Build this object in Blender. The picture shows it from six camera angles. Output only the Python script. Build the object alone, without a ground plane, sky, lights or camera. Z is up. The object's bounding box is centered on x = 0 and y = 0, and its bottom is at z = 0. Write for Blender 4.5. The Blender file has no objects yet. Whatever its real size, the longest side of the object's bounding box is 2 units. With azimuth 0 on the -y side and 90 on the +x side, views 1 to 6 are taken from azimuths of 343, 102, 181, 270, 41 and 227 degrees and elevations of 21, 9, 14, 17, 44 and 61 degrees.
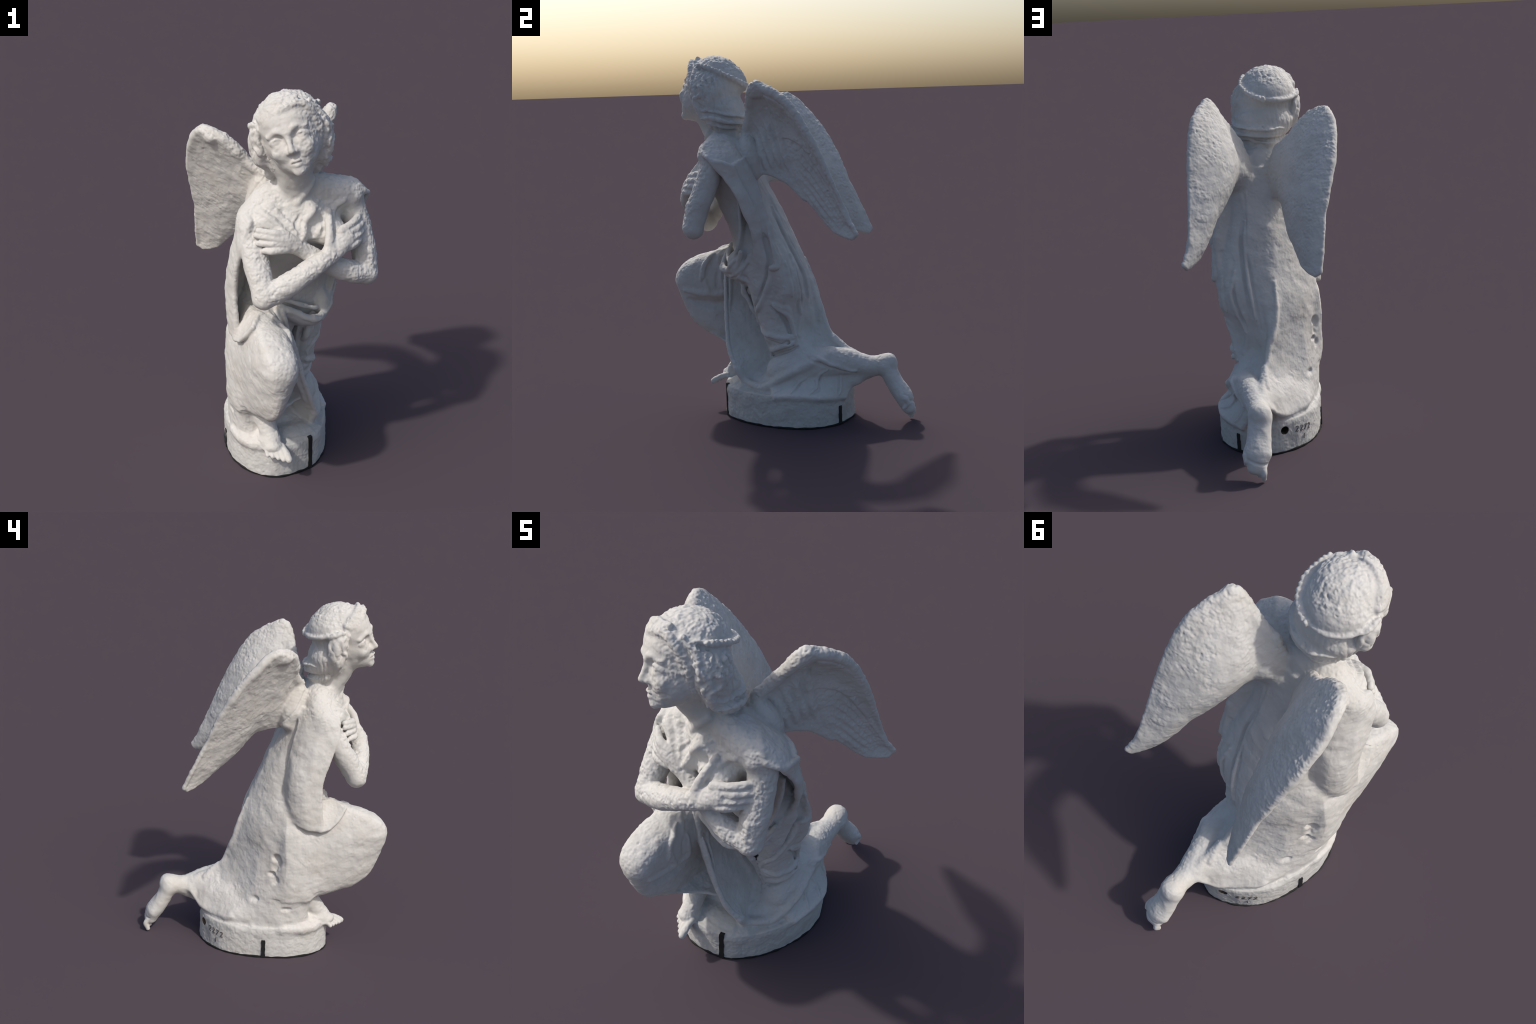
# Kneeling winged plaster figure with crossed arms on a low oval plinth.
# The figure is modelled as a signed distance field (smoothly blended tubes,
# ellipsoids, lofted drapery and thick curved sheets), polygonised by surface
# nets, then split by region into named parts that share border vertices.
import bpy, math
import numpy as np

H = 0.0036
LO = np.array([-0.47, -0.75, -0.012])
HI = np.array([0.47, 0.75, 2.03])
N = np.ceil((HI - LO) / H).astype(int) + 1
AX = [(LO[i] + H * np.arange(N[i])).astype(np.float32) for i in range(3)]
F = np.full(N, 0.2, np.float32)
LAB = np.zeros(N, np.int8)
# region key -> object name ("a" is the figure's own left side, "b" its right)
NAMES = dict(plinth="plinth", robe="robe", torso="torso", neck="neck", head="head", hair="hair",
             wing_a="wing", wing_b="wing", arm_a="arm", arm_b="arm", hand_a="hand", hand_b="hand",
             leg="leg", foot_a="foot", foot_b="foot", sleeve_a="sleeve", sleeve_b="sleeve",
             sash="sash", bore="plug_hole")
PARTS = list(NAMES)
PID = {n: i for i, n in enumerate(PARTS)}
BAND = 3.0 * H


# ------------------------------------------------------------------ helpers
def V(*a):
    return np.array(a, float)


def spline(pts, n=8, closed=False):
    """Catmull-Rom through control points (any dimension), n samples per span."""
    p = np.array(pts, float)
    if closed:
        q = np.vstack([p[-1], p, p[0], p[1]])
    else:
        q = np.vstack([2 * p[0] - p[1], p, 2 * p[-1] - p[-2]])
    out = []
    for i in range(1, len(q) - 2):
        t = (np.arange(n) / n)[:, None]
        a, b, c, d = q[i - 1], q[i], q[i + 1], q[i + 2]
        out.append(0.5 * (2 * b + (c - a) * t + (2 * a - 5 * b + 4 * c - d) * t**2 + (3 * b - a - 3 * c + d) * t**3))
    out = np.vstack(out)
    return out if closed else np.vstack([out, p[-1]])


def box(lo, hi, pad):
    lo, hi = np.asarray(lo) - pad, np.asarray(hi) + pad
    i0 = np.clip(np.floor((lo - LO) / H).astype(int), 0, N - 1)
    i1 = np.clip(np.ceil((hi - LO) / H).astype(int) + 1, 1, N)
    sl = tuple(slice(a, max(b, a + 1)) for a, b in zip(i0, i1))
    X = AX[0][sl[0]][:, None, None]
    Y = AX[1][sl[1]][None, :, None]
    Z = AX[2][sl[2]][None, None, :]
    return sl, X, Y, Z


def blend(sl, d, part, k):
    """smooth union of distance d into the field, remembering whose surface it is"""
    f = F[sl]
    if part is not None:
        LAB[sl][d < f] = PID[part]
    if k > 0:
        h = np.maximum(k - np.abs(f - d), 0) / k
        F[sl] = np.minimum(f, d) - h * h * k * 0.25
    else:
        F[sl] = np.minimum(f, d)


def cut(sl, d, k, part=None):
    """smooth subtraction of distance d"""
    f = F[sl]
    if part is not None:
        LAB[sl][(-d) > f] = PID[part]
    if k > 0:
        h = np.maximum(k - np.abs(f + d), 0) / k
        F[sl] = np.maximum(f, -d) + h * h * k * 0.25
    else:
        F[sl] = np.maximum(f, -d)


def ell(part, c, r, R=None, k=0.02, sub=False):
    """ellipsoid with axes given by the rows of R"""
    c, r = np.array(c, float), np.array(r, float)
    R = np.eye(3) if R is None else np.array(R, float)
    ext = np.sqrt(((R * r[:, None]) ** 2).sum(0))
    sl, X, Y, Z = box(c - ext, c + ext, k + BAND)
    X, Y, Z = X - c[0], Y - c[1], Z - c[2]
    q = [X * R[i, 0] + Y * R[i, 1] + Z * R[i, 2] for i in range(3)]
    k0 = np.sqrt(sum((q[i] / r[i]) ** 2 for i in range(3)))
    k1 = np.sqrt(sum((q[i] / r[i] ** 2) ** 2 for i in range(3))) + 1e-6
    d = (k0 * (k0 - 1) / k1).astype(np.float32)
    cut(sl, d, k, part) if sub else blend(sl, d, part, k)


def tube(part, pts, rad, k=0.02, n=6, flat=None, sub=False):
    """round tube through control points, radius per point; flat=(axis, factor)
    thins the section along an axis"""
    p = np.array(pts, float)
    rad = np.full(len(p), rad) if np.isscalar(rad) else np.array(rad, float)
    pr = spline(np.c_[p, rad], n) if len(p) > 2 else np.c_[p, rad]
    P, Rr = pr[:, :3], np.maximum(pr[:, 3], 0.0005)
    sl, X, Y, Z = box(P.min(0) - Rr.max(), P.max(0) + Rr.max(), k + BAND)
    d = np.full(np.broadcast_shapes(X.shape, Y.shape, Z.shape), 9.0, np.float32)
    base = [s.start for s in sl]
    if flat is not None:
        ax = np.array(flat[0], float)
        ax /= np.linalg.norm(ax)
        fs = 1.0 / flat[1]
    for a, b, ra, rb in zip(P[:-1], P[1:], Rr[:-1], Rr[1:]):
        r = max(ra, rb)
        s2, x, y, z = box(np.minimum(a, b) - r, np.maximum(a, b) + r, k + BAND)
        loc = tuple(slice(s.start - o, s.stop - o) for s, o in zip(s2, base))
        ab = b - a
        L2 = max(ab @ ab, 1e-12)
        x, y, z = x - a[0], y - a[1], z - a[2]
        t = np.clip((x * ab[0] + y * ab[1] + z * ab[2]) / L2, 0, 1)
        x, y, z = x - t * ab[0], y - t * ab[1], z - t * ab[2]
        if flat is not None:
            w = (x * ax[0] + y * ax[1] + z * ax[2])
            dd = np.sqrt(x * x + y * y + z * z + (fs * fs - 1) * w * w)
            rr = ra + t * (rb - ra)
            ds = (dd - rr) * np.where(dd > 1e-6, np.sqrt(x * x + y * y + z * z) / np.maximum(dd, 1e-6), 1.0)
            ds = np.where(dd < rr * 0.3, dd - rr, ds) * 1.0
        else:
            ds = np.sqrt(x * x + y * y + z * z) - (ra + t * (rb - ra))
        d[loc] = np.minimum(d[loc], ds)
    cut(sl, d, k, part) if sub else blend(sl, d, part, k)


def resample(grid, step):
    """control net (m x n x 4: xyz + half thickness) -> dense samples"""
    g = np.array(grid, float)
    m = [int(max(2, np.ceil(np.linalg.norm(np.diff(g[..., :3], axis=a), axis=2).max() / step))) for a in (0, 1)]
    a = spline(g.reshape(g.shape[0], -1), m[0]).reshape(-1, g.shape[1], 4)
    b = spline(a.transpose(1, 0, 2).reshape(g.shape[1], -1), m[1]).reshape(-1, a.shape[0], 4)
    return b.transpose(1, 0, 2)


def sheet(part, grid, k=0.01, shape=None):
    """thick curved sheet through a control net of (x, y, z, half thickness)"""
    s = resample(grid, 0.9 * H)
    if shape is not None:
        s = shape(s)
    s = s.reshape(-1, 4)
    P, R = s[:, :3], np.maximum(s[:, 3], 0.002)
    sl, X, Y, Z = box((P - R[:, None]).min(0), (P + R[:, None]).max(0), k + BAND)
    d = np.full(np.broadcast_shapes(X.shape, Y.shape, Z.shape), k + BAND, np.float32)
    base = np.array([q.start for q in sl])
    top = np.array(d.shape)
    reach = R + k + BAND
    i0 = np.maximum(np.floor((P - reach[:, None] - LO) / H).astype(int) - base, 0)
    i1 = np.minimum(np.ceil((P + reach[:, None] - LO) / H).astype(int) + 1 - base, top)
    ax = [AX[i][sl[i]] for i in range(3)]
    for (p, r, a, b) in zip(P, R, i0, i1):
        x = ax[0][a[0]:b[0]] - p[0]
        y = ax[1][a[1]:b[1]] - p[1]
        z = ax[2][a[2]:b[2]] - p[2]
        q = np.sqrt((x * x)[:, None, None] + (y * y)[None, :, None] + (z * z)[None, None, :]) - r
        v = d[a[0]:b[0], a[1]:b[1], a[2]:b[2]]
        np.minimum(v, q, out=v)
    blend(sl, d, part, k)


NTH = 96


def loft(part, levels, k=0.03):
    """stack of horizontal sections: (z, (cx, cy), [(x, y), ...]) star shaped round c"""
    th = np.arange(NTH) * 2 * np.pi / NTH
    zs, cs, Rs = [], [], []
    for z, c, pts in levels:
        q = spline(pts, 24, closed=True) - np.array(c)
        a = np.arctan2(q[:, 1], q[:, 0]) % (2 * np.pi)
        o = np.argsort(a)
        a, r = a[o], np.hypot(q[o, 0], q[o, 1])
        Rs.append(np.interp(th, np.r_[a[-1] - 2 * np.pi, a, a[0] + 2 * np.pi], np.r_[r[-1], r, r[0]]))
        zs.append(z)
        cs.append(c)
    zs, cs, Rs = np.array(zs), np.array(cs), np.array(Rs)
    rm = Rs.max()
    sl, X, Y, Z = box([cs[:, 0].min() - rm, cs[:, 1].min() - rm, zs[0]], [cs[:, 0].max() + rm, cs[:, 1].max() + rm, zs[-1]], k + BAND)
    zz = np.clip(Z.ravel(), zs[0], zs[-1])
    full = spline(np.c_[zs, cs, Rs], 16)
    zi = full[:, 0]
    C = np.stack([np.interp(zz, zi, full[:, 1 + j]) for j in range(2)], 1)
    T = np.stack([np.interp(zz, zi, full[:, 3 + j]) for j in range(NTH)], 1)
    T = np.c_[T, T[:, :1]]
    Tz = np.gradient(T, axis=0) / H
    Tt = np.gradient(T, axis=1) / (2 * np.pi / NTH)
    G = 1 / np.sqrt(1 + (np.clip(Tt / np.maximum(T, 0.01), -2, 2)) ** 2 + np.clip(Tz, -2, 2) ** 2)
    for j in range(len(zz)):
        x, y = X[:, :, 0] - C[j, 0], Y[:, :, 0] - C[j, 1]
        rho = np.sqrt(x * x + y * y)
        u = (np.arctan2(y, x) % (2 * np.pi)) * (NTH / (2 * np.pi))
        i = np.minimum(u.astype(int), NTH - 1)
        w = u - i
        d = (rho - (T[j, i] * (1 - w) + T[j, i + 1] * w)) * (G[j, i] * (1 - w) + G[j, i + 1] * w)
        over = max(Z.ravel()[j] - zs[-1], zs[0] - Z.ravel()[j], 0)
        if over > 0:
            d = np.hypot(np.maximum(d, 0), over) + np.minimum(d, 0) * 0
        s3 = (sl[0], sl[1], slice(sl[2].start + j, sl[2].start + j + 1))
        blend(s3, d[:, :, None].astype(np.float32), part, k)


def oval(z, x0, x1, y0, y1, e=2.6, n=20):
    """rounded-box section between the given extents"""
    t = np.arange(n) * 2 * np.pi / n
    c, s = np.cos(t), np.sin(t)
    cx, cy = (x0 + x1) / 2, (y0 + y1) / 2
    return (z, (cx, cy), np.c_[cx + (x1 - x0) / 2 * np.sign(c) * np.abs(c) ** (2 / e),
                               cy + (y1 - y0) / 2 * np.sign(s) * np.abs(s) ** (2 / e)])


def fval(p):
    """trilinear field value at points"""
    g = (np.asarray(p) - LO) / H
    g = np.clip(g, 0, N - 1.001)
    i = g.astype(int)
    w = g - i
    out = 0
    for dx in (0, 1):
        for dy in (0, 1):
            for dz in (0, 1):
                ww = (w[:, 0] if dx else 1 - w[:, 0]) * (w[:, 1] if dy else 1 - w[:, 1]) * (w[:, 2] if dz else 1 - w[:, 2])
                out = out + ww * F[i[:, 0] + dx, i[:, 1] + dy, i[:, 2] + dz]
    return out


def grad(p, e=0.006):
    g = np.stack([(fval(p + V(*(e * (j == i) for j in range(3)))) - fval(p - V(*(e * (j == i) for j in range(3))))) for i in range(3)], 1)
    return g / (np.linalg.norm(g, axis=1)[:, None] + 1e-9)


def snap(pts, off=0.0, n=5, it=12):
    """lay a path of control points onto the present surface"""
    p = spline(pts, n) if len(pts) > 2 else np.array(pts, float)
    for _ in range(it):
        p = p - np.clip(fval(p), -0.02, 0.02)[:, None] * grad(p) * 0.8
    return p + grad(p) * off


def ridge(part, pts, r, k=0.02, off=0.0):
    p = snap(pts, off)
    rr = np.full(len(p), r) if np.isscalar(r) else np.interp(np.linspace(0, 1, len(p)), np.linspace(0, 1, len(r)), r)
    tube(part, p, rr, k, n=2)


def groove(pts, r, k=0.012, off=0.0):
    p = snap(pts, off)
    rr = np.full(len(p), r) if np.isscalar(r) else np.interp(np.linspace(0, 1, len(p)), np.linspace(0, 1, len(r)), r)
    rr = rr * np.clip(np.minimum(np.arange(len(p)), np.arange(len(p))[::-1]) / 2.0 + 0.3, 0, 1)
    tube(None, p, rr, k, n=2, sub=True)


def fold(part, pts, side, r=.014, k=.010, lift=.004, gap=1.9):
    """crisp hanging fold: a rounded lip with a shadow groove beside it"""
    side = np.array(side, float)
    groove([np.array(p) + side * r * gap for p in pts], [r * .5, r * 1.1, r * 1.1, r * .5], k, .0)
    ridge(part, pts, [r * .35, r, r, r, r * .5], k, lift)


# ================================================================== plinth
BASE = [(.289, .06), (.284, .124), (.268, .185), (.20, .285), (.10, .338), (-.02, .357), (-.156, .272), (-.235, .15), (-.270, -.01),
        (-.272, -.10), (-.268, -.17), (-.21, -.305), (-.09, -.383), (.09, -.347), (.172, -.272), (.235, -.17), (.275, -.05)]
loft("plinth", [(z, (0, -.01), [(x * f, (y + .01) * f - .01) for x, y in BASE]) for z, f in
                ((-0.01, .985), (0.012, 1.0), (0.10, 1.0), (0.15, 1.0), (0.172, .985))], 0.0)
ell("plinth", (.0, -.235, .165), (.17, .105, .058), None, .04)

# ================================================================== robe body
C0 = (-0.06, -0.06)
loft("robe", [
    (0.15, C0, [(.25, -.02), (.22, .14), (.12, .26), (-.02, .33), (-.11, .275), (-.19, .18), (-.235, .06), (-.262, -.10), (-.21, -.27), (-.04, -.25), (.08, -.235), (.20, -.15)]),
    (0.215, C0, [(.235, -.01), (.21, .14), (.12, .26), (-.02, .36), (-.10, .29), (-.19, .19), (-.235, .07), (-.268, -.10), (-.22, -.26), (-.06, -.24), (.06, -.225), (.18, -.13)]),
    (0.30, C0, [(.225, .02), (.20, .14), (.10, .25), (.0, .36), (-.07, .30), (-.15, .16), (-.225, .05), (-.273, -.10), (-.24, -.26), (-.09, -.24), (.0, -.16), (.10, -.08), (.17, -.05)]),
    (0.38, C0, [(.20, .03), (.18, .13), (.10, .21), (.02, .28), (-.04, .24), (-.14, .12), (-.22, .03), (-.279, -.12), (-.25, -.28), (-.10, -.24), (.0, -.14), (.10, -.08), (.16, -.055)]),
    (0.48, C0, [(.205, .02), (.13, .08), (.055, .12), (.012, .23), (-.04, .195), (-.13, .10), (-.215, .01), (-.282, -.15), (-.25, -.29), (-.11, -.24), (-.01, -.15), (.095, -.12), (.18, -.098)]),
    (0.60, C0, [(.215, -.02), (.17, .05), (.075, .10), (.03, .145), (-.015, .181), (-.06, .158), (-.14, .075), (-.215, -.01), (-.285, -.16), (-.25, -.32), (-.12, -.26), (-.02, -.18), (.09, -.17), (.185, -.13)]),
    (0.75, C0, [(.245, -.03), (.26, .035), (.19, .095), (.10, .11), (.045, .128), (-.04, .142), (-.085, .112), (-.165, .05), (-.235, -.045), (-.28, -.18), (-.21, -.33), (-.08, -.33), (.02, -.24), (.11, -.205), (.215, -.155)]),
    (0.88, C0, [(.25, -.07), (.275, -.005), (.20, .065), (.11, .075), (.055, .09), (-.04, .092), (-.09, .062), (-.17, -.005), (-.232, -.08), (-.225, -.18), (-.16, -.27), (-.06, -.30), (.05, -.28), (.17, -.235), (.235, -.16)]),
    (1.05, (-.03, -.15), [(.24, -.10), (.245, -.06), (.18, -.01), (.115, .0), (.09, .018), (-.03, .022), (-.08, .002), (-.152, -.048), (-.188, -.12), (-.165, -.21), (-.10, -.27), (-.03, -.295), (.07, -.30), (.17, -.265), (.235, -.19)]),
    (1.20, (-.01, -.2), [(.23, -.15), (.17, -.085), (.105, -.065), (.09, -.045), (-.02, -.045), (-.08, -.07), (-.15, -.115), (-.175, -.20), (-.15, -.28), (-.09, -.335), (.0, -.36), (.09, -.36), (.20, -.29)]),
    (1.35, (.02, -.27), [(.27, -.23), (.15, -.14), (.01, -.125), (-.11, -.15), (-.19, -.24), (-.17, -.335), (-.08, -.385), (.0, -.405), (.13, -.405), (.24, -.34)]),
    (1.46, (.04, -.29), [(.28, -.29), (.16, -.20), (.01, -.18), (-.09, -.20), (-.17, -.28), (-.13, -.36), (-.04, -.40), (.03, -.41), (.14, -.41), (.25, -.37)]),
], 0.02)

# ================================================================== torso top
tube("torso", [(-.195, -.30, 1.37), (-.07, -.295, 1.465), (.10, -.305, 1.49), (.27, -.34, 1.475)], [.072, .085, .09, .07], 0.03)
tube("torso", [(.05, -.40, 1.43), (.0, -.36, 1.44)], .055, 0.04)
ell("torso", (.045, -.375, 1.36), (.15, .066, .105), None, .03)
ell("torso", (.14, -.415, 1.33), (.08, .064, .072), None, .03)
tube("torso", [(.05, -.345, 1.545), (.13, -.34, 1.525), (.25, -.345, 1.49)], [.05, .06, .055], .03)
tube("torso", [(-.05, -.30, 1.52), (-.11, -.285, 1.485), (-.20, -.295, 1.40)], [.045, .06, .06], .03)
ell("torso", (-.135, -.365, 1.395), (.065, .055, .055), None, .03)
tube("torso", [(-.165, -.385, 1.385), (-.09, -.415, 1.355), (-.01, -.425, 1.33)], [.035, .042, .045], .03)
# roots of the wings
tube("torso", [(-.11, -.175, 1.52), (-.125, -.145, 1.43), (-.12, -.12, 1.35)], [.04, .055, .045], .04)
tube("torso", [(.115, -.185, 1.555), (.14, -.175, 1.525), (.17, -.16, 1.46), (.165, -.14, 1.38)], [.028, .042, .056, .045], .04)
ridge("torso", [(.05, -.43, 1.44), (.02, -.45, 1.40), (.0, -.46, 1.34), (-.03, -.46, 1.30)], [.018, .012, .014, .01], .012)
ridge("torso", [(-.14, -.36, 1.46), (-.08, -.42, 1.41), (-.03, -.45, 1.35)], [.012, .012, .008], .015)
ridge("torso", [(-.18, -.35, 1.43), (-.13, -.41, 1.39), (-.09, -.44, 1.36)], [.010, .012, .008], .015)
ridge("torso", [(.22, -.40, 1.47), (.16, -.44, 1.42), (.09, -.46, 1.36), (.05, -.46, 1.30)], [.010, .014, .012, .008], .015)
ell("torso", (.048, -.418, 1.433), (.022, .02, .022), None, .012)
groove([(-.01, -.44, 1.43), (-.03, -.46, 1.39), (-.02, -.47, 1.355)], .008, .008)
groove([(.09, -.44, 1.42), (.10, -.46, 1.38), (.09, -.47, 1.33)], .009, .008)
# neck
tube("neck", [(.02, -.29, 1.46), (-.0, -.348, 1.55), (-.03, -.398, 1.66)], [.092, .082, .086], 0.03)
ridge("neck", [(.06, -.40, 1.58), (.02, -.425, 1.52), (-.01, -.41, 1.48)], .012, 0.02)

# ================================================================== raised leg under cloth
def shin(z, yf, xo, xi, tx, w, m):
    """plan section of the cloth over the raised leg: blunt nose at tx, flat outer flank"""
    return (z, ((xo + xi) / 2 + .01, yf * .5 - .08), [(xi, -.12), (xi, yf * .5 - .08), (xi, yf + .11), (tx + w, yf + .03), (tx, yf), (tx - w, yf + .03),
            ((tx - w + xo) / 2 - m, yf * .6 - .08), (xo + .002, -.25), (xo, -.12)])


loft("robe", [shin(*a) for a in (
    (.358, -.325, -.27, -.15, -.20, .025, -.004), (.388, -.445, -.276, -.135, -.178, .026, -.004), (.425, -.535, -.28, -.125, -.172, .026, .0), (.495, -.612, -.283, -.115, -.168, .032, .006),
    (.60, -.657, -.283, -.105, -.162, .046, .016), (.68, -.683, -.281, -.082, -.160, .060, .018), (.745, -.692, -.273, -.075, -.160, .070, .016), (.81, -.66, -.258, -.08, -.165, .066, .010),
    (.86, -.585, -.245, -.09, -.17, .055, .006), (.90, -.46, -.23, -.10, -.17, .042, .002), (.925, -.38, -.215, -.11, -.165, .03, .0))], 0.04)

# ================================================================== trailing leg
tube("leg", [(.14, -.02, .28), (.12, .18, .325), (.085, .34, .322), (.06, .46, .292)], [.085, .088, .07, .052], 0.03)
tube("foot_a", [(.06, .46, .294), (.045, .545, .306)], [.052, .054], 0.02)
tube("foot_a", [(.047, .542, .298), (.054, .584, .216), (.064, .632, .142), (.07, .656, .09)], [.058, .062, .066, .055], 0.025, flat=((0, .9, .45), .75))
ell("foot_a", (.066, .640, .138), (.066, .034, .040), None, .02)
ell("foot_a", (.045, .562, .322), (.044, .040, .040), None, .02)
for i in range(5):
    x = .036 + i * .0225
    tube("foot_a", [(x - .002, .652, .095 + .010 * i), (x, .686 - .005 * i, .056 + .014 * i), (x + .002, .676 - .008 * i, .017 + .017 * i)],
         [.017, .0165 - .001 * i, .0145 - .001 * i], 0.003)
groove([(.02, .66, .095), (.06, .672, .10), (.11, .66, .125)], .006, .008)

# ================================================================== planted foot
tube("foot_b", [(-.145, -.26, .33), (-.130, -.305, .265), (-.118, -.35, .215)], [.058, .05, .042], 0.02)
tube("foot_b", [(-.145, -.27, .20), (-.128, -.33, .195), (-.118, -.375, .178)], [.045, .050, .050], 0.02, flat=((.1, .35, .9), .6))
for i in range(5):
    a = V(-.080 - i * .0195, -.385 + .007 * i, .182 - .002 * i)
    b = V(-.066 - i * .023, -.468 + .017 * i, .148 + .001 * i)
    tube("foot_b", [a, (a + b) / 2 + V(0, -.002, .006), b], [.018 - .001 * i, .0165 - .001 * i, .0155 - .001 * i], 0.005)

# ================================================================== arms
tube("arm_b", [(-.205, -.315, 1.37), (-.212, -.41, 1.22), (-.203, -.498, 1.075)], [.066, .062, .055], 0.02)
tube("arm_b", [(-.203, -.503, 1.062), (-.09, -.525, 1.125), (.04, -.535, 1.21), (.10, -.525, 1.24)], [.054, .056, .046, .040], 0.012)
tube("arm_a", [(.29, -.325, 1.43), (.312, -.365, 1.31), (.326, -.41, 1.20), (.331, -.436, 1.10)], [.062, .062, .060, .054], 0.02)
tube("arm_a", [(.331, -.436, 1.096), (.22, -.46, 1.135), (.09, -.46, 1.20), (.0, -.46, 1.262), (-.04, -.465, 1.29)], [.054, .055, .045, .038, .036], 0.012)
# hands laid flat on the opposite arm
tube("hand_b", [(.10, -.525, 1.24), (.15, -.505, 1.278), (.19, -.485, 1.305)], [.042, .052, .054], 0.012, flat=((-.35, -.9, .2), .55))
for i, (tip, r) in enumerate((((.322, -.37, 1.385), .014), ((.332, -.385, 1.352), .0145), ((.325, -.405, 1.318), .014), ((.30, -.43, 1.285), .013))):
    a = V(.175 + .008 * i, -.487 - .006 * i, 1.345 - .026 * i)
    b = V(*tip)
    tube("hand_b", [a, (a + b) / 2 + V(.005, -.022, .004), b], [.021, .019, r], 0.006)
tube("hand_b", [(.105, -.525, 1.262), (.115, -.50, 1.34), (.135, -.435, 1.435)], [.026, .020, .013], 0.015)
tube("hand_a", [(-.03, -.46, 1.285), (-.085, -.468, 1.312), (-.115, -.462, 1.32)], [.04, .05, .048], 0.012, flat=((-.1, -.9, -.1), .7))
for i, tip in enumerate(((-.205, -.425, 1.368), (-.218, -.425, 1.345), (-.208, -.438, 1.312), (-.19, -.458, 1.278))):
    a = V(-.09, -.472 - .004 * i, 1.352 - .022 * i)
    b = V(*tip)
    tube("hand_a", [a, (a + b) / 2 + V(0, -.018, .004), b], [.019, .018, .014], 0.006)

# ================================================================== head
EO = V(-.0925, -.5235, 1.818)
HF = V(-.405, -.91, .08)
HS = V(.87, -.356, .348)
HU = np.cross(HF, HS)
HS = np.cross(HU, HF)
HR = np.stack([HS / np.linalg.norm(HS), HF / np.linalg.norm(HF), HU / np.linalg.norm(HU)])


def hd(l, f, u):
    return EO + V(l, f, u) @ HR


ell("head", hd(0, -.135, .035), (.132, .15, .145), HR, 0.02)
ell("head", hd(0, -.08, -.03), (.118, .102, .12), HR, 0.04)
ell("head", hd(0, -.062, .07), (.112, .083, .085), HR, 0.04)
ell("head", hd(0, -.066, -.095), (.084, .084, .072), HR, 0.04)
ell("head", hd(0, -.018, -.142), (.036, .036, .028), HR, 0.035)
for s in (-1, 1):
    ell("head", hd(s * .055, .05, .0), (.042, .044, .027), HR, 0.014, sub=True)
    ell("head", hd(s * .035, .04, .01), (.018, .03, .02), HR, 0.014, sub=True)
    ell("head", hd(s * .06, -.010, -.004), (.030, .030, .019), HR, 0.005)
    tube("head", [hd(s * .034, .004, .006), hd(s * .06, .017, .011), hd(s * .088, -.006, -.002)], .0055, 0.006)
    tube("head", [hd(s * .036, .004, -.012), hd(s * .06, .015, -.022), hd(s * .086, -.006, -.008)], .004, 0.006)
    tube("head", [hd(s * .012, .026, .026), hd(s * .042, .022, .042), hd(s * .085, -.004, .028)], [.010, .011, .009], 0.014)
    ell("head", hd(s * .018, .030, -.060), (.011, .016, .011), HR, 0.014)
    ell("head", hd(s * .06, .0, -.055), (.034, .022, .03), HR, 0.03)
tube("head", [hd(0, .018, .04), hd(0, .032, -.005), hd(0, .052, -.050)], [.014, .011, .013], 0.014)
ell("head", hd(0, .050, -.055), (.013, .013, .011), HR, 0.008)
ell("head", hd(0, .026, -.052), (.022, .020, .020), HR, 0.012)
tube("head", [hd(-.025, .014, -.112), hd(-.011, .028, -.102), hd(0, .027, -.104), hd(.011, .028, -.102), hd(.025, .014, -.112)], [.004, .008, .0075, .008, .004], 0.010)
tube("head", [hd(-.022, .013, -.118), hd(0, .025, -.122), hd(.022, .013, -.118)], [.005, .009, .005], 0.010)
groove([hd(-.030, .02, -.114), hd(-.012, .034, -.111), hd(0, .035, -.112), hd(.012, .034, -.111), hd(.030, .02, -.114)], .003, .004)
ell("head", hd(0, .012, -.155), (.026, .016, .020), HR, 0.015)

# ================================================================== hair
# rough cap above the rolled braid
ell("hair", (-.05, -.362, 1.850), (.149, .149, .119), None, 0.012)
ell("hair", (-.04, -.385, 1.935), (.112, .11, .060), None, 0.02)
# smooth hair hanging below it, gathered into a roll at the nape
ell("hair", (-.025, -.335, 1.70), (.160, .112, .105), None, 0.03)
BR = [(.058, -.45, 1.955), (.085, -.38, 1.925), (.09, -.30, 1.895), (.045, -.225, 1.855), (-.03, -.20, 1.825), (-.11, -.21, 1.813),
      (-.17, -.26, 1.818), (-.205, -.33, 1.832), (-.208, -.395, 1.85)]
groove([np.array(p) - V(0, 0, .04) for p in BR[1:-1]], .016, .02, .010)
tube("hair", [(-.165, -.385, 1.69), (-.12, -.305, 1.655), (-.05, -.240, 1.648), (.06, -.262, 1.650), (.125, -.34, 1.655), (.11, -.42, 1.69)],
     [.022, .028, .034, .038, .036, .024], 0.025)
tube("hair", [(-.12, -.325, 1.60), (-.04, -.268, 1.578), (.06, -.30, 1.588), (.10, -.37, 1.63)], [.022, .034, .034, .022], 0.014)
ell("hair", (.045, -.395, 1.80), (.098, .098, .115), None, 0.03)
ell("hair", (-.095, -.375, 1.78), (.088, .07, .105), None, 0.03)
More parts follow.
